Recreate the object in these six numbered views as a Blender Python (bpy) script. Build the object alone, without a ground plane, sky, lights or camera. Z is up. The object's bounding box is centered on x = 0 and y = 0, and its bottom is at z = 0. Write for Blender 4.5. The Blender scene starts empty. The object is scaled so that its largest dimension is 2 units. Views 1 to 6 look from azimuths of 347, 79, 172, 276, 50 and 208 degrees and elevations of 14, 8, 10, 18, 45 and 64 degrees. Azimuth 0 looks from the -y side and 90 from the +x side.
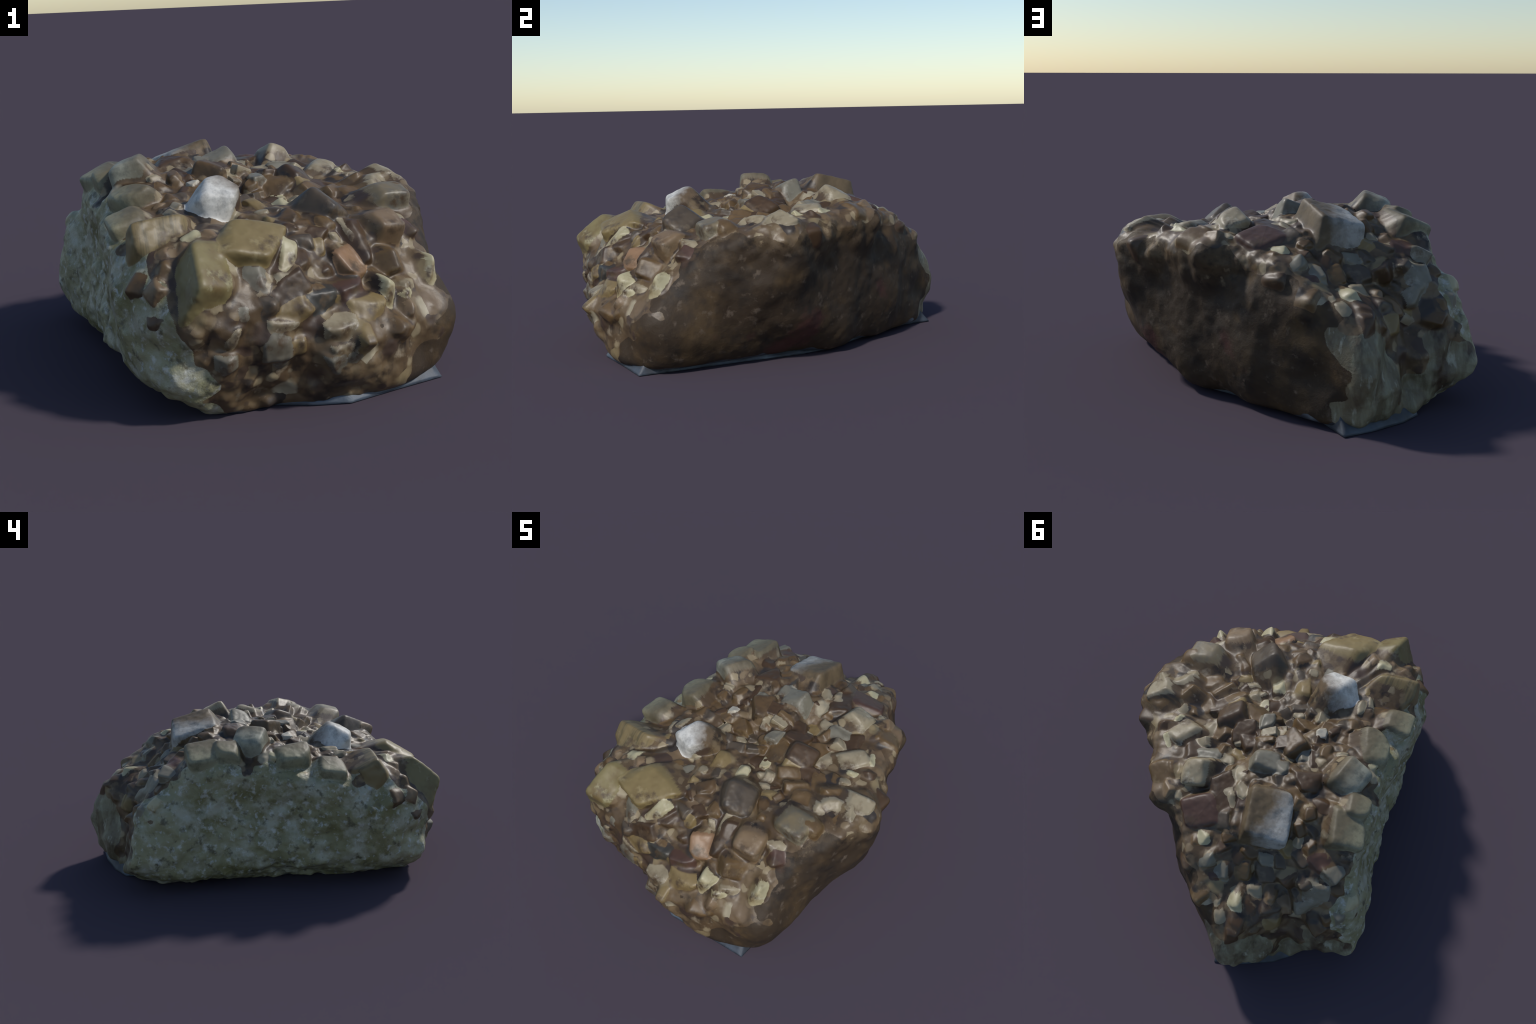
"""A broken lump of old concrete: a cement mass with crushed aggregate stones
standing out of its fractured top, a smooth cast face on one side and a dark,
brown face on the other."""
import math
import numpy as np
try:
    import bpy, bmesh
    from mathutils import Vector
except ImportError:            # the shape rules below are plain numpy
    bpy = None

RNG = np.random.default_rng(20240)
CORE = np.array([-.03, -.02, .36])          # middle of the lump, all rays start here

# ---------------------------------------------------------------- noise
def _hash(ix, iy, iz, s):
    h = (ix * 374761393 + iy * 668265263 + iz * 2147483647 + s * 1274126177) & 0xFFFFFFFF
    h = ((h ^ (h >> 13)) * 1103515245 + 12345) & 0xFFFFFFFF
    h = ((h ^ (h >> 15)) * 2246822519) & 0xFFFFFFFF
    return (h ^ (h >> 16)) / 4294967295.0

def noise(p, scale, seed=0, octaves=1):
    """smooth value noise, about -1..1"""
    out = np.zeros(len(p)); amp = 1.0
    for o in range(octaves):
        q = p * scale * 2 ** o + 17.3 * (seed + o)
        i = np.floor(q).astype(np.int64); f = q - i; f = f * f * f * (f * (f * 6 - 15) + 10)
        v = 0
        for dx in (0, 1):
            for dy in (0, 1):
                for dz in (0, 1):
                    w = ((f[:, 0] if dx else 1 - f[:, 0]) * (f[:, 1] if dy else 1 - f[:, 1])
                         * (f[:, 2] if dz else 1 - f[:, 2]))
                    v = v + w * _hash(i[:, 0] + dx, i[:, 1] + dy, i[:, 2] + dz, seed + o)
        out += amp * (2 * v - 1); amp *= .5
    return out

def lumps(p, scale, seed=0):
    """rounded cells (distance to the nearest jittered point), 0 at cell centres"""
    q = p * scale; i = np.floor(q).astype(np.int64); best = np.full(len(p), 9.); second = best.copy()
    for dx in (-1, 0, 1):
        for dy in (-1, 0, 1):
            for dz in (-1, 0, 1):
                c = i + np.array([dx, dy, dz])
                j = np.stack([_hash(c[:, 0], c[:, 1], c[:, 2], seed + k) for k in (1, 2, 3)], -1)
                d = np.linalg.norm(c + j - q, axis=1)
                second = np.minimum(second, np.maximum(d, best)); best = np.minimum(best, d)
    return best, second

# ---------------------------------------------------------------- the lump
# Every broken or cast face: (compass angle of its normal from +x, tilt, distance from CORE)
FACES = {
    'cement':  [(-171, -3, .629), (154, -61, .694), (-168, -57, .545), (-178, 25, .662)],
    'ribbed':  [(122, -16, .956)],
    'broken':  [(-132, 36, .793), (-91, -16, .916), (-65, 41, .668), (114, 55, .599), (125, 32, .817),
                (13, 77, .504), (2, 78, .617), (62, 74, .506), (-69, 78, .413), (-151, 68, .506)],
    'dark_side': [(-50, -19, 1.029), (-23, -34, 1.021), (7, -16, .758), (-13, 9, .825), (18, -33, .602),
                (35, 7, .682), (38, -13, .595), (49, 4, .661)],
    'base':    [(203, -93, .369)],
}
# local bulges (+) and hollows (-): centre, reach, amount
SWELLS = [
    # far end: steep gully between two ribs
    ((-.50, .79, .34), .15, -.13), ((-.42, .70, .50), .12, -.06), ((-.28, .65, .58), .13, -.06), ((-.15, .74, .57), .08, -.04), ((-.47, .78, .10), .12, -.07),
    ((-.21, 1.0, .20), .09, .03), ((-.75, .63, .19), .10, .03), ((-.04, .88, .20), .09, -.045),
    ((-.33, .88, .28), .10, -.10), ((-.14, .95, .14), .07, -.03), ((-.42, .69, .32), .06, .03), ((-.55, -.10, .04), .15, -.015), ((-.60, .55, .52), .08, .012), ((-.60, .66, .40), .07, .025), ((-.64, .69, .28), .06, .025),
    ((-.49, .73, .38), .06, -.02), ((-.47, .77, .25), .06, -.02), ((-.46, .79, .12), .06, -.03),
    ((-.22, .73, .54), .07, -.035), ((-.24, .86, .44), .06, .03), ((-.40, .70, .30), .08, .045),
    ((.50, .05, 0), .12, -.012), ((.30, .40, 0), .12, -.015), ((-.55, .25, 0), .12, -.04), ((-.50, -.32, 0), .12, -.035), ((-.30, .92, .20), .07, -.03), ((-.11, .92, .07), .06, -.03), ((-.33, .60, .56), .07, .03), ((-.55, -.78, .27), .08, -.02), ((-.65, .68, .21), .06, -.03), ((-.68, .68, .26), .06, -.05), ((-.43, .71, .06), .09, .04),
    ((-.10, .70, .60), .08, -.03), ((.25, .58, .62), .09, -.05), ((.42, .42, .68), .07, -.035), ((.02, .79, .47), .07, .025),
    # cast face: broad uneven hollow
    ((-.69, .02, .46), .24, -.07), ((-.68, .15, .26), .08, -.03), ((-.70, .36, .44), .07, -.02), ((-.60, -.30, .47), .16, -.035), ((-.58, -.64, .34), .13, .03),
    ((-.74, .48, .17), .12, .015), ((-.60, -.25, .02), .13, -.03),
    ((-.67, .31, .50), .10, -.05), ((-.65, .11, .48), .13, -.02), ((-.60, -.25, .17), .10, .045), ((-.53, .14, .72), .10, .025),
    ((-.54, .42, .63), .09, .03), ((-.60, .10, .65), .07, .03), ((-.59, .37, .63), .07, .02),
    # broad end
    ((0, -.94, .38), .15, -.025), ((-.27, -.90, .13), .10, .03), ((-.39, -.94, .43), .10, .04), ((-.24, -.95, .34), .12, .03),
    ((.20, -.90, .17), .10, .04), ((.36, -.84, .40), .06, -.035), ((.51, -.77, .30), .08, .02), ((-.40, -.91, .16), .10, .04),
    ((-.44, -.66, .57), .09, .04), ((-.47, -.77, .53), .08, .05), ((-.49, -.90, .27), .08, -.04), ((-.22, -.88, .13), .08, .02),
    ((.27, -.88, .12), .08, .02), ((.49, -.82, .19), .08, -.02), ((-.02, -.92, .33), .08, .02), ((.25, -.64, .55), .10, .02),
    ((-.07, -.80, .06), .12, -.04), 
    # dark side: dents, and a lower edge that stands out
    ((.56, -.84, .13), .12, -.055), ((.70, -.64, .24), .13, .05), ((.73, -.33, .26), .15, -.055),
    ((.75, -.27, .44), .10, -.02), ((.59, .20, .49), .12, -.045), ((.54, .31, .53), .08, -.015), ((.63, .13, .58), .06, .03), ((.75, -.13, .50), .12, -.03), ((.71, -.55, .35), .10, -.03),
    ((.40, .44, .63), .10, .03), ((.45, .26, .08), .16, .05), ((.62, .03, .20), .12, .05),
    ((.22, .58, .18), .15, .05), ((.33, .55, .51), .08, -.03), ((.70, .04, .47), .08, .02), ((.74, -.04, .63), .08, .03), ((.69, -.14, .66), .09, .025), ((-.68, .20, .40), .10, -.012),
]
BED_DROP = .042                        # how far the mortar lies below the stone tops
PITS = [                               # deeper hollows (-) and risen parts (+) of the bed of the top
    ((.20, .10, .74), .12, -.03), ((.16, -.30, .72), .12, -.04), ((-.05, -.30, .74), .13, -.035),
    ((.45, -.02, .73), .10, -.025), ((.35, .18, .75), .08, -.015), ((.33, -.44, .66), .09, -.03), ((-.32, -.38, .73), .10, -.01),
    ((-.10, -.58, .68), .07, -.03), ((.50, -.05, .74), .12, -.03), ((.15, .30, .77), .08, -.02), ((.19, -.27, .71), .10, -.02),
    ((-.08, -.20, .75), .10, -.025), ((.34, .05, .75), .10, -.03), ((.30, .28, .73), .08, .025), ((-.10, .49, .73), .08, .02),
    ((.34, -.33, .67), .10, -.055), ((.49, -.20, .71), .09, -.05), ((.35, -.06, .72), .10, -.04), ((.13, .15, .76), .09, -.05),
    ((.04, .59, .70), .07, -.04), ((-.38, .20, .79), .06, -.03), ((-.29, -.60, .66), .06, -.05), ((-.13, -.59, .67), .07, -.04),
    ((-.08, .58, .67), .07, -.03), ((-.05, .04, .77), .08, .035), ((-.22, .12, .79), .08, .015), ((.37, .44, .66), .08, .05),
    ((-.43, -.10, .73), .07, .04), ((-.32, -.40, .69), .07, .02), ((.22, -.56, .66), .07, .03), ((.37, -.60, .56), .07, .04),
    ((-.01, -.83, .47), .07, .04), ((-.24, .47, .76), .06, .02), ((-.50, .55, .58), .06, .03), ((-.58, .34, .70), .06, .03), ((-.52, -.07, .72), .08, .03), ((.48, .36, .69), .07, .03),
    ((.28, -.37, .66), .08, -.02), ((.44, .05, .73), .08, -.02), ((.49, -.07, .70), .08, -.015), ((-.36, -.19, .74), .07, -.02),
    ((.15, .20, .74), .08, -.03), ((.28, -.06, .76), .08, -.03), ((.42, .10, .73), .07, -.03), ((-.17, -.53, .70), .06, -.03),
    ((-.19, .05, .79), .06, -.03), ((.33, .19, .74), .06, -.03), ((.60, -.02, .73), .07, -.02), ((-.20, -.27, .73), .06, -.03),
    ((-.33, .09, .80), .06, -.03), ((-.27, .22, .80), .05, -.03), ((-.27, -.13, .74), .06, -.03), ((.42, -.33, .67), .06, -.03),
    ((.30, .37, .73), .07, .025), ((.48, -.61, .55), .06, .02), ((.30, -.86, .28), .08, .03), ((.52, -.58, .55), .06, .02),
    ((-.02, -.25, .67), .06, .03), ((-.43, .55, .60), .06, .03), ((-.26, .66, .55), .06, .01), ((-.53, .15, .74), .07, .03),
    ((-.52, -.06, .70), .06, .02), ((.06, .48, .71), .07, .02), ((-.12, -.52, .63), .05, .02), ((-.45, -.86, .45), .07, .03),
    ((0, -.77, .56), .06, .03), ((-.12, -.86, .18), .08, .025), ((.22, -.88, .10), .08, .02), ((.36, -.86, .27), .06, .02),
]

def unit(az, el):
    a, e = math.radians(az), math.radians(el)
    return np.array([math.cos(e) * math.cos(a), math.cos(e) * math.sin(a), math.sin(e)])

def lump_radius(d, sharp=20):
    """distance from CORE to the skin along directions d, and the share of each zone"""
    zone = {}; total = 0
    for name, faces in FACES.items():
        z = np.zeros(len(d))
        for az, el, h in faces:
            z = z + np.maximum(d @ unit(az, el) / h, 0) ** sharp
        zone[name] = z; total = total + z
    r = total ** (-1 / sharp)
    p = CORE + d * r[:, None]
    for c, reach, amount in SWELLS:
        r = r + amount * np.exp(-((p - np.array(c)) ** 2).sum(1) / (reach * reach))
    return r, zone

# ---------------------------------------------------------------- stones
class Stone:
    """a block with rounded edges: centre and three half-edge vectors"""
    def __init__(s, centre, u, v, w, look, sharp=7, chips=5, detail=5, rough=.04, kind='stone', chip=(1.02, 1.3)):
        s.c = np.array(centre, float); s.m = np.stack([u, v, w], 1).astype(float)
        s.inv = np.linalg.inv(s.m); s.look = look; s.sharp = sharp; s.detail = detail; s.rough = rough
        s.kind = kind; s.seed = int(RNG.integers(1, 9999))
        n = RNG.normal(size=(chips, 3)); n /= np.linalg.norm(n, axis=1)[:, None]
        s.chip = n; s.chip_h = RNG.uniform(*chip, chips)
        s.reach = np.linalg.norm(s.m, axis=0).sum()

    def gauge(s, x):
        q = (x - s.c) @ s.inv.T
        g = (np.abs(q) ** s.sharp).sum(-1)
        for n, h in zip(s.chip, s.chip_h):
            g = g + np.maximum(q @ n / h, 0) ** s.sharp
        return g ** (1 / s.sharp)

def face_block(centre, along, across, depth, look, **k):
    """a stone known by its outer face: face centre, the two edges, thickness"""
    a, b = np.array(along, float) / 2, np.array(across, float) / 2
    n = np.cross(a, b); n /= np.linalg.norm(n)
    if n @ (np.array(centre) - CORE) < 0:
        n = -n
    return Stone(np.array(centre) - n * depth / 2, a, b, n * depth / 2, look, **k)

def turned(centre, size, spin, tilt_x=0, tilt_y=0, look='tan', **k):
    """a stone known by its full size and turn"""
    cx, sx, cy, sy, cz, sz = (f(math.radians(t)) for t in (tilt_x, tilt_y, spin) for f in (math.cos, math.sin))
    R = (np.array([[cz, -sz, 0], [sz, cz, 0], [0, 0, 1]]) @ np.array([[cy, 0, sy], [0, 1, 0], [-sy, 0, cy]])
         @ np.array([[1, 0, 0], [0, cx, -sx], [0, sx, cx]]))
    h = np.array(size) / 2
    return Stone(centre, R[:, 0] * h[0], R[:, 1] * h[1], R[:, 2] * h[2], look, **k)

def big_stones():
    L = []
    # front left edge: flat olive block, wedge on the corner, striped block
    L.append(face_block((-.115, -.77, .65), (.12, .185, .075), (.225, 0, -.06), .19, 'olive', sharp=12, chips=2))
    L.append(Stone((-.315, -.855, .51), (0, -.085, -.07), (-.042, .03, -.085), (.065, .03, -.02), 'sage', sharp=9, chips=1))
    L.append(face_block((-.42, -.665, .655), (.21, .05, .01), (0, .085, .125), .17, 'striped', sharp=10, chips=2))
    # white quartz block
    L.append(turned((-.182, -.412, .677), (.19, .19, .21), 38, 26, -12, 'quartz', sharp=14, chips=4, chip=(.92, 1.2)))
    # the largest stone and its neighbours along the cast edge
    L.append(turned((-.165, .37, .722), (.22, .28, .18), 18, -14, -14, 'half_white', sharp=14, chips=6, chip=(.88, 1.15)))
    L.append(turned((-.515, .255, .685), (.18, .20, .17), 20, -6, -22, 'rim', sharp=8, chips=3))
    L.append(turned((-.43, .03, .738), (.17, .19, .19), -12, 0, -22, 'rim_grey', sharp=7, chips=4))
    L.append(turned((-.46, -.20, .678), (.15, .20, .15), 20, 0, -22, 'rim', sharp=8, chips=4))
    L.append(turned((-.51, -.41, .63), (.15, .15, .12), 5, 8, -18, 'rim', sharp=7, chips=4))
    L.append(turned((-.525, .135, .715), (.13, .14, .14), 10, 5, -20, 'rim', sharp=8, chips=4))
    # peaks of the middle
    L.append(turned((.225, -.06, .68), (.15, .14, .16), 30, 24, 22, 'brown', sharp=7, chips=3))
    L.append(turned((-.03, .13, .748), (.13, .12, .14), 10, 14, -20, 'grey', sharp=7, chips=4))
    L.append(turned((-.115, -.03, .735), (.13, .14, .13), 60, 18, 10, 'mortar_tan', sharp=7, chips=4))
    L.append(turned((-.245, .01, .70), (.10, .12, .12), 20, 10, -25, 'brown', sharp=7, chips=4))
    L.append(turned((.245, .30, .735), (.13, .14, .13), 15, -20, 15, 'pale', sharp=7, chips=4))
    L.append(turned((.405, .13, .68), (.12, .15, .12), -20, 10, 18, 'pale', sharp=7, chips=4))
    L.append(turned((.61, -.02, .64), (.13, .16, .12), -15, 10, 28, 'tan', sharp=7, chips=4))
    L.append(turned((.14, .45, .675), (.18, .17, .12), 35, -18, 14, 'red', sharp=8, chips=3))
    L.append(turned((.41, .36, .665), (.12, .14, .12), 35, -12, 22, 'tan', sharp=7, chips=4))
    # humps along the rim of the dark side
    for c, size, spin, look in (((.63, .06, .61), (.12, .15, .13), 10, 'brown'), ((.645, -.15, .61), (.12, .15, .13), -8, 'tan'),
                                ((.10, .645, .55), (.11, .14, .12), 48, 'brown'), ((0, .765, .485), (.10, .12, .12), 55, 'tan'),
                                ((.60, -.30, .645), (.11, .10, .12), 20, 'tan')):
        L.append(turned(c, size, spin, 8, 20, look, sharp=6, chips=4))
    # right half of the top
    L.append(turned((.535, -.34, .622), (.17, .15, .17), 12, 14, 6, 'grey_blue', sharp=9, chips=2))
    L.append(turned((.215, -.465, .612), (.17, .17, .20), 45, 30, 28, 'dark', sharp=6, chips=2))
    L.append(turned((.445, -.545, .562), (.15, .14, .15), 20, 24, 8, 'pink_tan', sharp=7, chips=4))
    return L

# Smaller stones that can be told apart: x, y, z of the top, length, width, turn about the surface normal
FRONT = {
    'cream': [(0.4, -0.78, 0.38, 0.06, 0.06, 0), (-0.32, -0.72, 0.65, 0.06, 0.05, 49), (0.01, -0.77, 0.57, 0.13, 0.03, 70), (0.42, -0.8, 0.36, 0.07, 0.13, 160),
        (0.63, -0.63, 0.4, 0.05, 0.13, 156), (0.49, -0.76, 0.36, 0.07, 0.04, 176)],
    'brown': [(0.34, -0.62, 0.56, 0.08, 0.16, 171), (0.06, -0.78, 0.54, 0.12, 0.07, 30), (-0.02, -0.9, 0.47, 0.15, 0.08, 27), (-0.06, -0.93, 0.45, 0.1, 0.04, 26)],
    'grey': [(-0.07, -0.61, 0.67, 0.05, 0.08, 28), (-0.13, -0.89, 0.52, 0.08, 0.08, 175), (-0.08, -0.96, 0.27, 0.09, 0.11, 0), (0.14, -0.9, 0.17, 0.06, 0.07, 14),
        (0.22, -0.92, 0.19, 0.05, 0.05, 17), (-0.06, -0.93, 0.19, 0.05, 0.05, 3), (-0.2, -0.97, 0.41, 0.05, 0.04, 177), (-0.26, -0.92, 0.22, 0.07, 0.07, 174)],
    'pink_tan': [(-0.27, -0.73, 0.65, 0.07, 0.07, 44)],
    'pale': [(0.25, -0.64, 0.58, 0.03, 0.05, 15), (0.53, -0.73, 0.37, 0.1, 0.04, 1), (-0.11, -0.92, 0.47, 0.02, 0.07, 135), (-0.05, -0.96, 0.34, 0.1, 0.03, 178),
        (0.17, -0.9, 0.14, 0.02, 0.03, 18), (-0.24, -0.96, 0.32, 0.03, 0.08, 158), (0.18, -0.92, 0.28, 0.11, 0.08, 6), (0.2, -0.93, 0.22, 0.11, 0.05, 12),
        (-0.14, -0.87, 0.54, 0.04, 0.02, 176)],
    'yellow': [(-0, -0.92, 0.39, 0.15, 0.09, 10), (0.31, -0.86, 0.34, 0.13, 0.08, 0), (0.2, -0.86, 0.39, 0.05, 0.04, 172), (0.26, -0.94, 0.24, 0.06, 0.09, 12),
        (0.01, -0.94, 0.25, 0.05, 0.05, 4)],
    'black': [(0.12, -0.88, 0.41, 0.11, 0.08, 10)],
    'tan': [(0.08, -0.87, 0.44, 0.1, 0.05, 16), (0.51, -0.67, 0.46, 0.17, 0.08, 168), (-0.09, -0.9, 0.48, 0.08, 0.03, 34)],
    'red': [(0.26, -0.81, 0.4, 0.12, 0.09, 5)],
    'orange': [(0.29, -0.73, 0.49, 0.12, 0.11, 10), (-0.03, -0.91, 0.14, 0.03, 0.04, 6)],
    'dark': [(-0.1, -0.94, 0.42, 0.07, 0.07, 176)],
    'white': [(0.12, -0.93, 0.34, 0.03, 0.03, 179), (0.19, -0.83, 0.43, 0.05, 0.03, 166)],
}
TOP_LEFT = {
    'pink_tan': [(-0.02, -0.09, 0.77, 0.05, 0.04, 12), (-0.4, -0.34, 0.71, 0.06, 0.03, 84)],
    'cream': [(0.03, 0.28, 0.79, 0.03, 0.03, 41), (-0.5, -0.1, 0.72, 0.06, 0.03, 111), (-0.68, 0.5, 0.51, 0.06, 0.06, 162)],
    'pale': [(0.02, -0.04, 0.79, 0.07, 0.04, 131), (0.07, 0.36, 0.78, 0.04, 0.04, 44), (0, -0.53, 0.69, 0.04, 0.04, 19), (-0.06, -0.25, 0.74, 0.05, 0.04, 38),
        (-0.16, -0.26, 0.73, 0.03, 0.03, 64), (-0.1, -0.09, 0.8, 0.05, 0.06, 84), (-0.19, -0.11, 0.79, 0.03, 0.04, 93), (-0.37, -0.47, 0.71, 0.03, 0.08, 70),
        (-0.34, -0.42, 0.72, 0.04, 0.07, 72), (-0.37, -0.07, 0.77, 0.05, 0.05, 111), (-0.04, -0.08, 0.78, 0.04, 0.07, 35), (-0.53, 0.05, 0.77, 0.03, 0.03, 124),
        (-0.33, 0.11, 0.81, 0.02, 0.07, 133), (0.04, 0.39, 0.78, 0.03, 0.08, 39), (-0.55, 0.5, 0.61, 0.06, 0.03, 159), (-0.36, 0.42, 0.72, 0.04, 0.06, 160)],
    'tan': [(0.02, 0.01, 0.79, 0.09, 0.04, 88), (-0.13, -0.19, 0.76, 0.11, 0.08, 66), (-0.34, -0.29, 0.72, 0.07, 0.06, 85), (-0.31, -0.12, 0.78, 0.07, 0.03, 103),
        (-0.37, -0.13, 0.76, 0.05, 0.05, 104), (-0.45, -0.49, 0.71, 0.1, 0.04, 76), (-0.19, -0.5, 0.78, 0.05, 0.05, 49)],
    'brown': [(-0.06, -0, 0.78, 0.07, 0.07, 142), (0.04, 0.23, 0.8, 0.05, 0.03, 47), (-0.08, -0.01, 0.79, 0.07, 0.06, 126), (-0.29, 0.14, 0.82, 0.12, 0.11, 140)],
    'grey': [(0.07, -0.1, 0.76, 0.07, 0.08, 147), (-0.04, 0.15, 0.81, 0.09, 0.1, 22), (-0.13, 0.13, 0.82, 0.06, 0.07, 161), (-0.2, -0.01, 0.8, 0.08, 0.09, 119),
        (-0.12, -0.01, 0.79, 0.03, 0.07, 120), (-0.56, 0.43, 0.63, 0.11, 0.08, 13), (-0.56, 0.18, 0.75, 0.05, 0.09, 135)],
    'yellow': [(0.01, -0.42, 0.71, 0.07, 0.11, 17)],
    'white': [(-0.23, -0.17, 0.79, 0.05, 0.05, 89)],
    'red': [(-0.49, 0.46, 0.67, 0.11, 0.11, 125)],
    'dark': [(0.03, 0.48, 0.74, 0.09, 0.07, 33)],
}
TOP_RIGHT = {
    'cream': [(0.18, -0.26, 0.73, 0.04, 0.06, 155), (0.14, -0.4, 0.7, 0.05, 0.09, 173), (0.49, 0.21, 0.73, 0.04, 0.1, 100), (0.53, 0.07, 0.73, 0.07, 0.03, 114),
        (0.13, 0.35, 0.76, 0.03, 0.03, 57)],
    'pale': [(0.59, -0.22, 0.69, 0.05, 0.07, 137), (0.6, -0.15, 0.7, 0.09, 0.09, 131), (0.67, -0.12, 0.69, 0.05, 0.07, 130), (0.67, -0.05, 0.7, 0.11, 0.09, 125),
        (0.61, 0.02, 0.72, 0.06, 0.08, 119), (0.28, -0.21, 0.71, 0.04, 0.05, 141), (0.25, -0.28, 0.7, 0.06, 0.09, 150), (0.4, 0.08, 0.75, 0.12, 0.12, 108),
        (0.5, 0.13, 0.75, 0.06, 0.06, 108), (0.46, 0.17, 0.74, 0.05, 0.07, 103), (0.37, 0.16, 0.76, 0.11, 0.05, 99), (0.19, 0.05, 0.78, 0.03, 0.07, 103),
        (0.23, 0.31, 0.75, 0.09, 0.11, 73), (0.29, 0.46, 0.74, 0.04, 0.04, 66), (0.26, 0.42, 0.75, 0.02, 0.03, 67), (0.57, -0.48, 0.6, 0.08, 0.05, 174),
        (0.25, -0.6, 0.61, 0.02, 0.04, 14), (0.31, -0.36, 0.7, 0.07, 0.05, 178), (0.31, -0.6, 0.59, 0.03, 0.12, 159), (0.24, -0.31, 0.7, 0.07, 0.05, 0),
        (0.57, 0.01, 0.74, 0.07, 0.04, 146), (0.51, 0.11, 0.74, 0.09, 0.05, 137)],
    'tan': [(0.51, -0.26, 0.69, 0.1, 0.11, 140), (0.49, -0.1, 0.72, 0.11, 0.13, 127), (0.53, -0.01, 0.73, 0.06, 0.05, 119), (0.32, -0.06, 0.75, 0.03, 0.05, 122),
        (0.16, -0.13, 0.75, 0.1, 0.12, 138), (0.38, 0.34, 0.73, 0.08, 0.1, 83), (0.26, 0.47, 0.72, 0.12, 0.06, 62), (0.21, -0.59, 0.63, 0.07, 0.07, 17),
        (0.31, 0.03, 0.77, 0.13, 0.11, 138), (0.33, -0.17, 0.72, 0.13, 0.09, 160), (0.42, -0.22, 0.7, 0.11, 0.08, 162), (0.58, -0.1, 0.71, 0.13, 0.08, 154)],
    'yellow': [(0.3, -0.14, 0.73, 0.12, 0.14, 133), (0.36, -0.37, 0.68, 0.07, 0.07, 152), ],
    'brown': [(0.4, -0.13, 0.73, 0.09, 0.11, 130), (0.11, -0.3, 0.72, 0.13, 0.12, 171), (0.16, -0.02, 0.77, 0.11, 0.1, 116), (0.24, 0.07, 0.76, 0.08, 0.08, 103),
        (0.37, -0.33, 0.69, 0.06, 0.06, 172), (0.1, 0.38, 0.77, 0.14, 0.17, 75), (0.37, 0.23, 0.76, 0.14, 0.11, 121)],
    'grey': [(0.28, 0.22, 0.78, 0.1, 0.09, 87)],
    'red': [(0.1, 0.43, 0.75, 0.17, 0.15, 85), (0.62, -0.5, 0.56, 0.11, 0.08, 175)],
}
FAR_END = {
    'red': [(-0.02, 0.75, 0.6, 0.07, 0.04, 19)],
    'pale': [(-0.1, 0.82, 0.51, 0.03, 0.05, 9), (-0.26, 0.74, 0.53, 0.06, 0.07, 0)],
    'cream': [(0.08, 0.61, 0.71, 0.05, 0.06, 35), (-0.19, 0.81, 0.51, 0.07, 0.11, 4), (-0.51, 0.6, 0.55, 0.02, 0.04, 166)],
    'grey': [(0.02, 0.67, 0.66, 0.07, 0.06, 26), (-0.06, 0.7, 0.62, 0.06, 0.07, 16), (-0.08, 0.76, 0.59, 0.05, 0.06, 13), (-0.24, 0.54, 0.65, 0.06, 0.06, 177),
        (-0.57, 0.6, 0.55, 0.11, 0.13, 164), (-0.52, 0.66, 0.49, 0.08, 0.07, 170), (-0.68, 0.6, 0.45, 0.05, 0.07, 170)],
    'dark': [(-0.27, 0.59, 0.61, 0.09, 0.12, 176), (-0.32, 0.52, 0.65, 0.06, 0.06, 169), (-0.39, 0.68, 0.52, 0.09, 0.05, 173)],
    'tan': [(-0.16, 0.68, 0.61, 0.08, 0.08, 7)],
    'brown': [(-0.26, 0.79, 0.5, 0.06, 0.06, 0)],
}

DEEP = {'brown': .024, 'dark': .026, 'black': .006, 'red': .018, 'grey': .012, 'tan': .012}

def surface_frame(p):
    n = (np.array(p) - CORE) / np.array([.75, .9, .5]) ** 2
    n /= np.linalg.norm(n)
    a = np.cross([0, 0, 1.], n); a /= np.linalg.norm(a)
    return n, a, np.cross(n, a)

def bedded(p, long, wide, spin, look, deep, kind, tilt=20):
    """a stone lying in the broken surface"""
    n, a, b = surface_frame(p)
    t = math.radians(spin)
    u = a * math.cos(t) + b * math.sin(t); w = np.cross(n, u)
    k1, k2 = np.tan(np.radians(RNG.uniform(-tilt, tilt, 2)))
    n2 = n + u * k1 + w * k2; n2 /= np.linalg.norm(n2)
    u = u - n2 * (u @ n2); u /= np.linalg.norm(u); w = np.cross(n2, u)
    thick = .5 * (long + wide) * RNG.uniform(.85, 1.1)
    return Stone(np.array(p) - n * (deep + thick * .5), u * long * .54, w * wide * .54, n2 * thick * .5, look,
                 sharp=RNG.uniform(12, 20), chips=7, detail=4 if max(long, wide) > .08 else 3, kind=kind, rough=.045, chip=(.80, 1.15))

BIG = big_stones()

# ---------------------------------------------------------------- building
def ico(level):
    bm = bmesh.new(); bmesh.ops.create_icosphere(bm, subdivisions=level, radius=1)
    v = np.array([x.co[:] for x in bm.verts]); v /= np.linalg.norm(v, axis=1)[:, None]
    f = np.array([[x.index for x in t.verts] for t in bm.faces]); bm.free()
    return v, f

def smooth(x, f, n, times, keep=None):
    a = np.concatenate([f[:, 0], f[:, 1], f[:, 2], f[:, 1], f[:, 2], f[:, 0]])
    b = np.concatenate([f[:, 1], f[:, 2], f[:, 0], f[:, 0], f[:, 1], f[:, 2]])
    deg = np.bincount(a, minlength=n)
    for _ in range(times):
        x = .5 * x + .5 * np.bincount(a, weights=x[b], minlength=n) / deg
    return x

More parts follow.
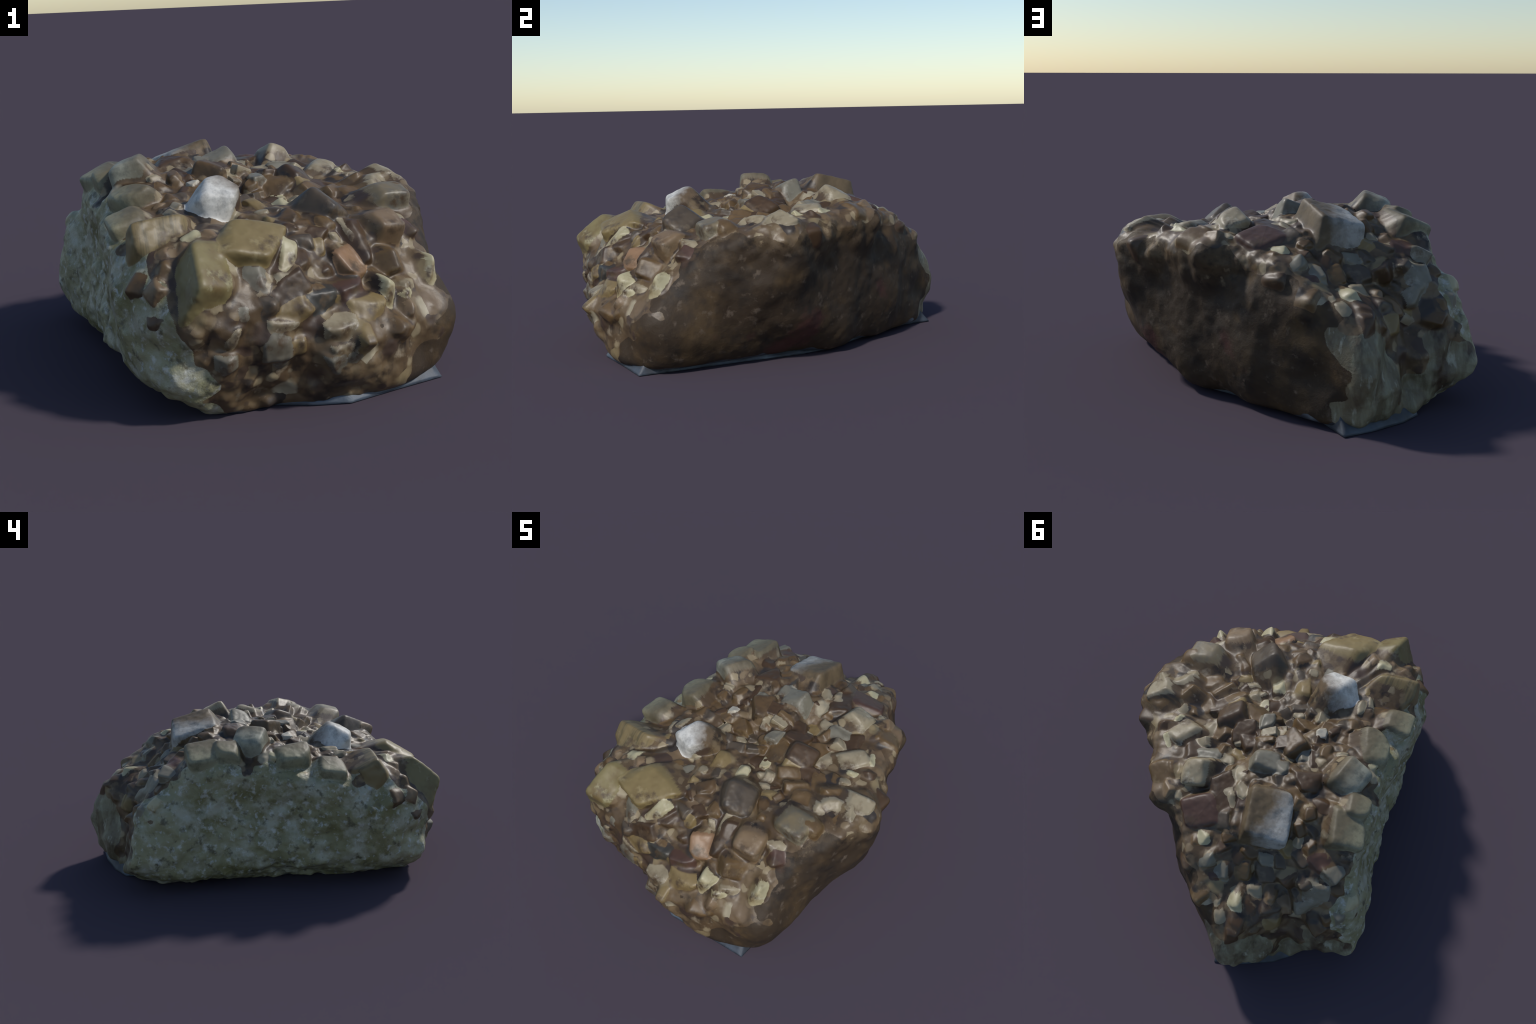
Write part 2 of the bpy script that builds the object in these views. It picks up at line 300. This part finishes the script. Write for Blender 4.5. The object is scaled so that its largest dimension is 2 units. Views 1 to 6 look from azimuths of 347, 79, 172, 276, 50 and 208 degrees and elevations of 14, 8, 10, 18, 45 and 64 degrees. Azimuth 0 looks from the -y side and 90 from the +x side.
def cover(d, r, owner, number, stone):
    """raise the skin over a stone and note which directions the stone owns"""
    rel = stone.c - CORE
    along = d @ rel
    idx = np.where((along > 0) & ((rel @ rel) - along ** 2 < stone.reach ** 2))[0]
    if not len(idx):
        return
    t = np.full(len(idx), -9.); last = np.full(len(idx), 9.)
    steps = np.linspace(1, -1, 25) * stone.reach
    for s in steps:
        g = stone.gauge(CORE + d[idx] * (along[idx] + s)[:, None])
        new = (g < 1) & (t < -5)
        frac = np.clip((1 - g) / np.maximum(last - g, 1e-6), 0, 1)
        t[new] = s + frac[new] * (steps[0] - steps[1]); last = g
    rr = along[idx] + t
    win = (t > -5) & (rr > r[idx])
    r[idx[win]] = rr[win]; owner[idx[win]] = number

def mesh_from(name, verts, faces):
    me = bpy.data.meshes.new(name)
    me.vertices.add(len(verts)); me.vertices.foreach_set('co', np.asarray(verts, np.float32).ravel())
    me.loops.add(faces.size); me.loops.foreach_set('vertex_index', faces.ravel().astype(np.int32))
    me.polygons.add(len(faces))
    me.polygons.foreach_set('loop_start', np.arange(0, faces.size, 3, dtype=np.int32))
    me.polygons.foreach_set('use_smooth', np.ones(len(faces), bool))
    me.update(calc_edges=True)
    return me

def vertex_normals(v, f):
    fn = np.cross(v[f[:, 1]] - v[f[:, 0]], v[f[:, 2]] - v[f[:, 0]])
    n = np.stack([sum(np.bincount(f[:, k], weights=fn[:, c], minlength=len(v)) for k in range(3)) for c in range(3)], -1)
    return n / (np.linalg.norm(n, axis=1)[:, None] + 1e-12)

SPHERES = {}
def sphere(level):
    if level not in SPHERES:
        SPHERES[level] = ico(level)
    return SPHERES[level]

def solid_from_patch(name, verts, faces, normals, centre):
    """a stone: its exposed skin, closed inside the lump by faces running to a buried point"""
    used = np.unique(faces); remap = np.full(len(verts), -1); remap[used] = np.arange(len(used))
    ff = remap[faces]
    e = np.concatenate([ff[:, [0, 1]], ff[:, [1, 2]], ff[:, [2, 0]]])
    key = np.sort(e, 1); key = key[:, 0] * len(used) + key[:, 1]
    _, inv, cnt = np.unique(key, return_inverse=True, return_counts=True)
    rim = e[cnt[inv] == 1]
    pts = verts[used]; out = normals[used].mean(0)
    size = np.ptp(pts, axis=0).max()
    buried = pts.mean(0) - out / np.linalg.norm(out) * size * .55
    cap = np.column_stack([rim[:, 1], rim[:, 0], np.full(len(rim), len(used))])
    me = mesh_from(name, np.vstack([pts, buried]) - centre, np.vstack([ff, cap]))
    return me, np.vstack([normals[used], -out])

# outline of the flared skirt, a scan artifact at ground level, anticlockwise from the front
SKIRT = [(-.08, -.78), (.07, -.835), (.215, -.862), (.40, -.80), (.632, -.728), (.60, -.60), (.55, -.42), (.50, -.22),
        (.43, .08), (.34, .27), (.21, .41), (.05, .60), (-.07, .78), (-.12, .945), (-.26, .89), (-.40, .81), (-.475, .735),
        (-.47, .55), (-.42, .27), (-.34, 0), (-.27, -.30), (-.25, -.55), (-.26, -.68), (-.17, -.73)]

def skirt_mesh():
    pts = np.array(SKIRT); n = len(pts); per = 8
    fine = np.array([pts[i] * (1 - k / per) + pts[(i + 1) % n] * (k / per) for i in range(n) for k in range(per)])
    m = len(fine); rings = []
    for inset, z in ((0, 0), (.005, .010), (.022, .030), (.05, .065), (.09, .11), (.22, .14)):
        inner = fine - (fine - fine.mean(0)) / np.linalg.norm(fine - fine.mean(0), axis=1)[:, None] * inset
        rings.append(np.column_stack([inner, np.full(m, z)]))
    v = np.concatenate(rings + [np.array([[0, 0, .14], [0, 0, 0]])])
    v[m:-2] += (.004 * noise(v[m:-2], 14, 77, 2))[:, None] * np.array([1, 1, .5])
    F = []
    for k in range(len(rings) - 1):
        for i in range(m):
            a, b = k * m + i, k * m + (i + 1) % m
            F += [(a, b, b + m), (a, b + m, a + m)]
    k = (len(rings) - 1) * m
    for i in range(m):
        F += [(k + i, k + (i + 1) % m, len(v) - 2), ((i + 1) % m, i, len(v) - 1)]
    return mesh_from('scan_skirt', v, np.array(F))

# ---------------------------------------------------------------- materials
def new_material(name):
    m = bpy.data.materials.new(name); m.use_nodes = True
    nt = m.node_tree; b = nt.nodes['Principled BSDF']
    b.inputs['Roughness'].default_value = .8
    b.inputs['Specular IOR Level'].default_value = .5
    return m, nt, b

def N(nt, kind, **k):
    n = nt.nodes.new(kind)
    for a, v in k.items():
        if a in n.inputs:
            n.inputs[a].default_value = v
        else:
            setattr(n, a, v)
    return n

def tex_noise(nt, co, scale, detail=4, rough=.6, lo=.4, hi=.6, stretch=None):
    if stretch:
        mp = N(nt, 'ShaderNodeMapping'); mp.inputs['Scale'].default_value = stretch
        nt.links.new(co, mp.inputs['Vector']); co = mp.outputs[0]
    t = N(nt, 'ShaderNodeTexNoise', Scale=scale, Detail=detail, Roughness=rough)
    nt.links.new(co, t.inputs['Vector'])
    r = N(nt, 'ShaderNodeMapRange'); r.inputs['From Min'].default_value = lo; r.inputs['From Max'].default_value = hi
    nt.links.new(t.outputs['Fac'], r.inputs['Value'])
    return r.outputs[0]

def mix(nt, fac, a, b):
    m = N(nt, 'ShaderNodeMix', data_type='RGBA')
    if isinstance(fac, float):
        m.inputs[0].default_value = fac
    else:
        nt.links.new(fac, m.inputs[0])
    for sock, c in ((m.inputs[6], a), (m.inputs[7], b)):
        if isinstance(c, tuple):
            sock.default_value = (*c, 1)
        else:
            nt.links.new(c, sock)
    return m.outputs[2]

def bump(nt, b, co, scale, strength, dist=.01, detail=5):
    t = N(nt, 'ShaderNodeTexNoise', Scale=scale, Detail=detail, Roughness=.65)
    nt.links.new(co, t.inputs['Vector'])
    bp = N(nt, 'ShaderNodeBump', Strength=strength, Distance=dist)
    nt.links.new(t.outputs['Fac'], bp.inputs['Height']); nt.links.new(bp.outputs[0], b.inputs['Normal'])

def layered(name, base, layers, bump_scale=60, bump_strength=.35, rough=.8):
    """base colour with (colour, scale, lo, hi, stretch) noise patches laid over it"""
    m, nt, b = new_material(name)
    co = N(nt, 'ShaderNodeTexCoord').outputs['Object']
    c = base
    for colour, scale, lo, hi, stretch in layers:
        c = mix(nt, tex_noise(nt, co, scale, 4, .6, lo, hi, stretch), c, colour)
    if isinstance(c, tuple):
        c = mix(nt, 0.0, c, c)
    nt.links.new(c, b.inputs['Base Color'])
    bump(nt, b, co, bump_scale, bump_strength)
    b.inputs['Roughness'].default_value = rough
    return m

def fragments(m):
    """hard-edged bits of paler, ochre and dark stone showing in the mortar"""
    nt = m.node_tree; b = nt.nodes['Principled BSDF']
    old = b.inputs['Base Color'].links[0].from_socket
    co = N(nt, 'ShaderNodeTexCoord').outputs['Object']
    wob = N(nt, 'ShaderNodeTexNoise', Scale=14., Detail=3.); nt.links.new(co, wob.inputs['Vector'])
    shift = N(nt, 'ShaderNodeMix', data_type='VECTOR'); shift.inputs[0].default_value = .05
    nt.links.new(co, shift.inputs[4]); nt.links.new(wob.outputs['Color'], shift.inputs[5])
    out = old
    for scale, stops, lo in ((22, ((0, (.17, .12, .065)), (.4, (.07, .045, .028)), (.7, (.25, .195, .115))), .60),
                             (11, ((0, (.065, .04, .026)), (.25, (.15, .10, .055)), (.5, (.22, .165, .085)), (.72, (.045, .034, .026)),
                                   (.88, (.33, .28, .19))), .56)):
        v = N(nt, 'ShaderNodeTexVoronoi', Scale=float(scale)); nt.links.new(shift.outputs[1], v.inputs['Vector'])
        sep = N(nt, 'ShaderNodeSeparateColor'); nt.links.new(v.outputs['Color'], sep.inputs[0])
        ramp = N(nt, 'ShaderNodeValToRGB'); ramp.color_ramp.interpolation = 'CONSTANT'
        el = ramp.color_ramp.elements
        while len(el) > 1:
            el.remove(el[0])
        el[0].position = 0; el[0].color = (*stops[0][1], 1)
        for pos, c in stops[1:]:
            e = el.new(pos); e.color = (*c, 1)
        nt.links.new(sep.outputs[0], ramp.inputs[0])
        on = N(nt, 'ShaderNodeMapRange'); on.inputs['From Min'].default_value = lo; on.inputs['From Max'].default_value = lo + .02
        nt.links.new(sep.outputs[1], on.inputs['Value'])
        # fade out toward the edge of each bit
        edge = N(nt, 'ShaderNodeMapRange'); edge.inputs['From Min'].default_value = .60; edge.inputs['From Max'].default_value = .42
        nt.links.new(v.outputs['Distance'], edge.inputs['Value'])
        mul = N(nt, 'ShaderNodeMath', operation='MULTIPLY')
        nt.links.new(on.outputs[0], mul.inputs[0]); nt.links.new(edge.outputs[0], mul.inputs[1])
        out = mix(nt, mul.outputs[0], out, ramp.outputs[0])
    nt.links.new(out, b.inputs['Base Color'])

def rim_mortar(m):
    """the mortar of the broken top carries on, in ragged tongues, over the rim of the dark face"""
    nt = m.node_tree; b = nt.nodes['Principled BSDF']
    old = b.inputs['Base Color'].links[0].from_socket
    co = N(nt, 'ShaderNodeTexCoord').outputs['Object']
    sep = N(nt, 'ShaderNodeSeparateXYZ'); nt.links.new(co, sep.inputs[0])
    rag = tex_noise(nt, co, 6, 5, .65, .3, .7)
    add = N(nt, 'ShaderNodeMath', operation='MULTIPLY_ADD'); add.inputs[1].default_value = .34
    nt.links.new(rag, add.inputs[0]); nt.links.new(sep.outputs[2], add.inputs[2])
    on = N(nt, 'ShaderNodeMapRange'); on.inputs['From Min'].default_value = .72; on.inputs['From Max'].default_value = .84
    nt.links.new(add.outputs[0], on.inputs['Value'])
    brown = mix(nt, tex_noise(nt, co, 12, 4, .6, .45, .62), (.12, .082, .045), (.05, .033, .02))
    brown = mix(nt, tex_noise(nt, co, 19, 4, .6, .58, .68), brown, (.22, .165, .10))
    nt.links.new(mix(nt, on.outputs[0], old, brown), b.inputs['Base Color'])

def build_materials():
    M = {}
    M['cement'] = layered('cement_skin', (.28, .265, .155), [
        ((.165, .15, .062), 3, .42, .62, None), ((.37, .36, .275), 8, .48, .66, None), ((.44, .44, .39), 26, .55, .68, None),
        ((.37, .385, .36), 24, .62, .70, None), ((.11, .10, .06), 21, .56, .68, None)], 34, .55, .5)
    M['ribbed'] = layered('ribbed_cement', (.15, .125, .075), [
        ((.26, .25, .165), 12, .46, .62, (1, 1, .22)), ((.07, .046, .028), 10, .50, .64, (1, 1, .3)),
        ((.33, .325, .25), 22, .60, .70, (1, 1, .35)), ((.045, .03, .02), 5, .58, .68, None)], 34, .5, .5)
    M['broken'] = layered('broken_mortar', (.088, .055, .027), [
        ((.16, .108, .056), 6, .46, .66, None), ((.03, .02, .013), 9, .50, .64, None),
        ((.27, .215, .145), 15, .60, .74, None)], 50, .12, .46)
    fragments(M['broken'])
    M['dark_side'] = layered('dark_brown_face', (.046, .031, .019), [  # one side in much darker brown, with lighter and redder mottling
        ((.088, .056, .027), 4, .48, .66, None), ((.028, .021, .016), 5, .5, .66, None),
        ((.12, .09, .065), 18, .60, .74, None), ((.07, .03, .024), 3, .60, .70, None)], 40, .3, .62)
    rim_mortar(M['dark_side'])
    M['dark_side'].node_tree.nodes['Principled BSDF'].inputs['Specular IOR Level'].default_value = .25
    M['base'] = layered('slate_blue_base', (.075, .095, .125), [  # blue-grey of the scan's leftover skirt, shared with the underside
        ((.04, .045, .055), 4, .45, .6, None), ((.17, .20, .22), 6, .58, .75, None)], 40, .2, .55)
    stone = dict(
        olive=((.22, .172, .082), (.18, .135, .062), (.30, .25, .14)),
        sage=((.21, .18, .09), (.15, .11, .05), (.34, .33, .22)),
        striped=((.20, .155, .08), (.11, .09, .05), (.27, .22, .14)),
        tan=((.155, .102, .050), (.09, .058, .03), (.26, .20, .125)),
        mortar_tan=((.125, .080, .040), (.06, .04, .023), (.22, .165, .10)),
        grey=((.21, .195, .16), (.12, .10, .075), (.34, .33, .30)),
        grey_blue=((.19, .155, .10), (.12, .115, .105), (.27, .245, .19)),
        dark=((.085, .066, .05), (.05, .04, .034), (.15, .12, .09)),
        pink_tan=((.24, .175, .115), (.16, .11, .07), (.32, .26, .20)),
        brown=((.085, .051, .027), (.045, .028, .018), (.15, .10, .058)),
        red=((.085, .046, .036), (.055, .034, .028), (.12, .07, .05)),
        pale=((.33, .28, .20), (.15, .105, .06), (.50, .46, .38)),
        cream=((.48, .44, .30), (.29, .23, .13), (.60, .58, .48)),
        white=((.50, .48, .44), (.30, .26, .21), (.62, .61, .60)),
        orange=((.27, .165, .10), (.17, .105, .06), (.38, .27, .19)),
        yellow=((.22, .165, .08), (.15, .105, .05), (.32, .26, .15)),
        black=((.045, .043, .04), (.03, .029, .028), (.09, .085, .075)),
    )
    for k, tones in stone.items():
        a, dk, lt = (tuple(np.array(t) * ((.80, .73, .60) if k in ('tan', 'mortar_tan', 'brown', 'pink_tan') else (.86, .84, .76) if k in ('pale', 'grey', 'cream') else (.95, .90, .78))) for t in tones)
        st = (1, 1, 1) if k != 'striped' else (9, 1, 1)
        M[k] = layered(k + '_stone', a, [(dk, 6, .46, .64, st if k == 'striped' else None),
                                         (lt, 15, .55, .72, None), ((.085, .055, .03), 9, .57, .66, None)], 40, .08, .47)
    # two-toned stones: a brown part and a paler part (cement skin on the rim stones), split by a wavy line
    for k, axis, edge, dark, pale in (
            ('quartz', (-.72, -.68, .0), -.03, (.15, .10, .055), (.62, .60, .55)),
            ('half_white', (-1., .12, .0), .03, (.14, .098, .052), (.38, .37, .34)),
            ('rim', (-1., 0, -.25), .02, (.165, .135, .08), (.26, .245, .155)),
            ('rim_grey', (-1., 0, -.1), .0, (.155, .125, .078), (.29, .285, .22))):
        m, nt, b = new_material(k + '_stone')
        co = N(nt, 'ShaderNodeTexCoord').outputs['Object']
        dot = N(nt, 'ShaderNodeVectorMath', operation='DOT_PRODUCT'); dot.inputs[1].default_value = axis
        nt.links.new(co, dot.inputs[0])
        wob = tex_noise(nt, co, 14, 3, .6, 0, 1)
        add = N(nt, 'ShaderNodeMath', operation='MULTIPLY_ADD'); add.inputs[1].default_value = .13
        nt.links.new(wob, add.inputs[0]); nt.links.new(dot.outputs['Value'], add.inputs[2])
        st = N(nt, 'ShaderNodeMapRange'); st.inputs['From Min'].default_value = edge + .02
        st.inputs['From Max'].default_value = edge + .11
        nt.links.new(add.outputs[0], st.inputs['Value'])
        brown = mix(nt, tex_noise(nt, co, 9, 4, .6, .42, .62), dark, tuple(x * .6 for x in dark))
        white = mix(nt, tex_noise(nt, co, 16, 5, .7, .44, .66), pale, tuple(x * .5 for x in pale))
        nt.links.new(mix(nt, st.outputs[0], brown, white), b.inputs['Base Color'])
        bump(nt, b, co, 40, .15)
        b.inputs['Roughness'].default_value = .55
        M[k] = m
    return M

# ---------------------------------------------------------------- scene
def main():
    M = build_materials()
    root = bpy.data.objects.new('concrete_lump', None)
    bpy.context.collection.objects.link(root)
    root['label'] = 'broken lump of old concrete with exposed aggregate stones'
    root['category'] = 'concrete rubble'

    def add(name, me, mat, parent=root, loc=(0, 0, 0), kind=None):
        o = bpy.data.objects.new(name, me); bpy.context.collection.objects.link(o)
        o.parent = parent; o.location = loc; me.materials.append(M[mat]) if not me.materials else None
        if kind:
            o['kind'] = kind
        return o

    d, f = sphere(9)
    r, zone = lump_radius(d)
    p = CORE + d * r[:, None]
    total = sum(zone.values())
    w = {k: z / total for k, z in zone.items()}
    # ragged borders between the zones
    names = ['cement', 'broken', 'dark_side', 'base', 'ribbed']
    jag = [noise(p, 9, 40 + i, 2) for i in range(5)]
    # where one kind of surface runs over the next face
    for k, c, reach, gain in (('cement', (-.42, -.86, .26), .15, 5), ('broken', (.72, -.05, .62), .16, 4),
                              ('broken', (.50, .32, .64), .14, 4), ('broken', (.15, .55, .66), .12, 3), ('ribbed', (-.30, .93, .15), .2, 3), ('broken', (-.43, .80, .10), .08, 9),
                              ('broken', (-.43, .78, .25), .09, 8), ('broken', (-.42, .72, .42), .09, 6),
                              ('cement', (-.52, -.70, .50), .13, 6), ('cement', (-.48, -.86, .40), .10, 5), ('cement', (-.34, -.93, .16), .12, 5), ('ribbed', (-.12, .90, .36), .12, 5),
                              ('cement', (-.66, .58, .46), .10, 4)):
        zone[k] = zone[k] * np.exp(gain * np.exp(-((p - np.array(c)) ** 2).sum(1) / (reach * reach)))
    score = np.stack([np.log(zone[k] + 1e-9) + 1.9 * jag[i] for i, k in enumerate(names)])
    zid = score.argmax(0)

    # relief of the skin, zone by zone
    def soft(k):
        return smooth(w[k].copy(), f, len(d), 16)
    rough_top, skin, dark_share = soft('broken'), soft('cement'), soft('dark_side')
    end = soft('ribbed'); skin = skin + end
    def relief(share, rule):
        out = np.zeros(len(d)); k = np.where(share > .01)[0]
        out[k] = share[k] * rule(p[k]); return out
    r = r + relief(rough_top, lambda q: .036 * (.55 - lumps(q, 10, 3)[0]) + .020 * (.5 - lumps(q, 20, 8)[0]) + .010 * noise(q, 6, 1, 3))
    r = r + relief(skin, lambda q: .024 * noise(q, 6, 5, 3) + .020 * (.5 - lumps(q, 14, 15)[0]) + .009 * noise(q, 24, 9, 2))
    r = r + relief(dark_share, lambda q: .014 * noise(q, 4, 11, 2) + .005 * noise(q, 16, 12, 2))
    # the rim of the dark face is knobbly
    rim = dark_share * np.clip((p[:, 2] - .42) / .2, 0, 1)
    r = r + relief(rim, lambda q: .050 * (.5 - lumps(q, 9, 33)[0]) + .018 * (.5 - lumps(q, 18, 35)[0]))
    # upright ribs on the far end
    far = np.clip((p[:, 1] - .55) / .25, 0, 1) * skin
    r = r + relief(far, lambda q: .018 * noise(q * np.array([1, 1, .15]), 16, 21, 2))

    # lower the mortar between the stones
    top = r.copy()
    r = r - BED_DROP * soft('broken')
    for c, reach, amount in PITS:
        r = r + amount * np.exp(-((p - np.array(c)) ** 2).sum(1) / (reach * reach))

    stones = list(BIG); placed = [(s.c, s.reach * .5) for s in BIG]
    for group in (FRONT, TOP_LEFT, TOP_RIGHT, FAR_END):
        for look, items in group.items():
            for x, y, z, long, wide, spin in items:
                if long + wide < .075:         # grit is left to the relief of the mortar
                    continue
                long, wide = max(long, .42 * wide) * 1.12, max(wide, .42 * long) * 1.12
                q = np.array((x, y, z)) - CORE; q /= np.linalg.norm(q)
                i = (d @ q).argmax()               # seat it on the bed
                q = CORE + q * (r[i] + min(.030, .4 * min(long, wide)))
                if any(np.linalg.norm(q - c) < .8 * rr for c, rr in placed[:len(BIG)]):
                    continue
                s = bedded(q, long, wide, spin, look, DEEP.get(look, .0) * .5, 'pebble')
                stones.append(s); placed.append((q, .5 * max(long, wide)))
    # fill the gaps with plain brown stones so that they lie shoulder to shoulder
    area_ok = np.where((w['broken'] > .75) & (p[:, 2] > .1) & (p[:, 1] > -.88))[0]
    looks = ['tan', 'tan', 'brown', 'brown', 'pink_tan', 'mortar_tan', 'mortar_tan', 'pale', 'dark', 'yellow']
    tries = 0
    while len(stones) < 240 and tries < 9000:
        tries += 1
        i = int(RNG.choice(area_ok)); size = float(RNG.choice([.055, .075, .095, .12], p=[.3, .3, .25, .15]))
        q = CORE + d[i] * (r[i] + size * .30)
        if any(np.linalg.norm(q - c) < (rr + size * .5) * .86 for c, rr in placed):
            continue
        s = bedded(q, size * RNG.uniform(.9, 1.35), size * RNG.uniform(.7, 1.1), RNG.uniform(0, 180),
                   looks[int(RNG.integers(len(looks)))], .0, 'pebble', tilt=28)
        stones.append(s); placed.append((q, size * .5))

    owner = np.full(len(d), -1)
    for k, s in enumerate(stones):
        cover(d, r, owner, k, s)
    sharp = r.copy()
    for _ in range(2):                       # mortar creeps up into the creases
        r = np.maximum(r, smooth(r, f, len(d), 12))
    r = smooth(r, f, len(d), 7)
    owner[r - sharp > .008] = -1
    p = CORE + d * r[:, None]
    r = r + relief(rough_top, lambda q: .0022 * noise(q, 26, 30, 2))
    v = CORE + d * r[:, None]
    v[:, 2] = np.maximum(v[:, 2], .0)
    vn = vertex_normals(v, f)

    # one skin, parted by zone, borders and normals shared
    fz = zid[f]; fz = np.where(fz[:, 1] == fz[:, 2], fz[:, 1], fz[:, 0])
    fo = owner[f]; fo = np.where(fo[:, 1] == fo[:, 2], fo[:, 1], fo[:, 0])
    order = np.argsort(fo, kind='stable'); cuts = np.searchsorted(fo[order], np.arange(len(stones) + 1))
    for k, s in enumerate(stones):
        mine = order[cuts[k]:cuts[k + 1]]
        if len(mine) < 60:                   # too little of it shows
            fo[mine] = -1
            continue
        me, nn = solid_from_patch(s.kind, v, f[mine], vn, s.c)
        add('aggregate_stone' if s.kind == 'stone' else 'pebble', me, s.look, loc=s.c)
        me.normals_split_custom_set_from_vertices(nn)
    for i, (nm, part) in enumerate(zip(names, ('cast_face', 'broken_face', 'dark_face', 'underside', 'ribbed_face'))):
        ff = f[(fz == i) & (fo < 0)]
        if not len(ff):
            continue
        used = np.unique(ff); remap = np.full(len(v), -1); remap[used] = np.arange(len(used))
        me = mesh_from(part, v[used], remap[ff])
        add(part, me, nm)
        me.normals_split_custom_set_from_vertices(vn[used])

    add('scan_skirt', skirt_mesh(), 'base')  # copy of a scan artifact, not a part of the concrete

if bpy:
    main()
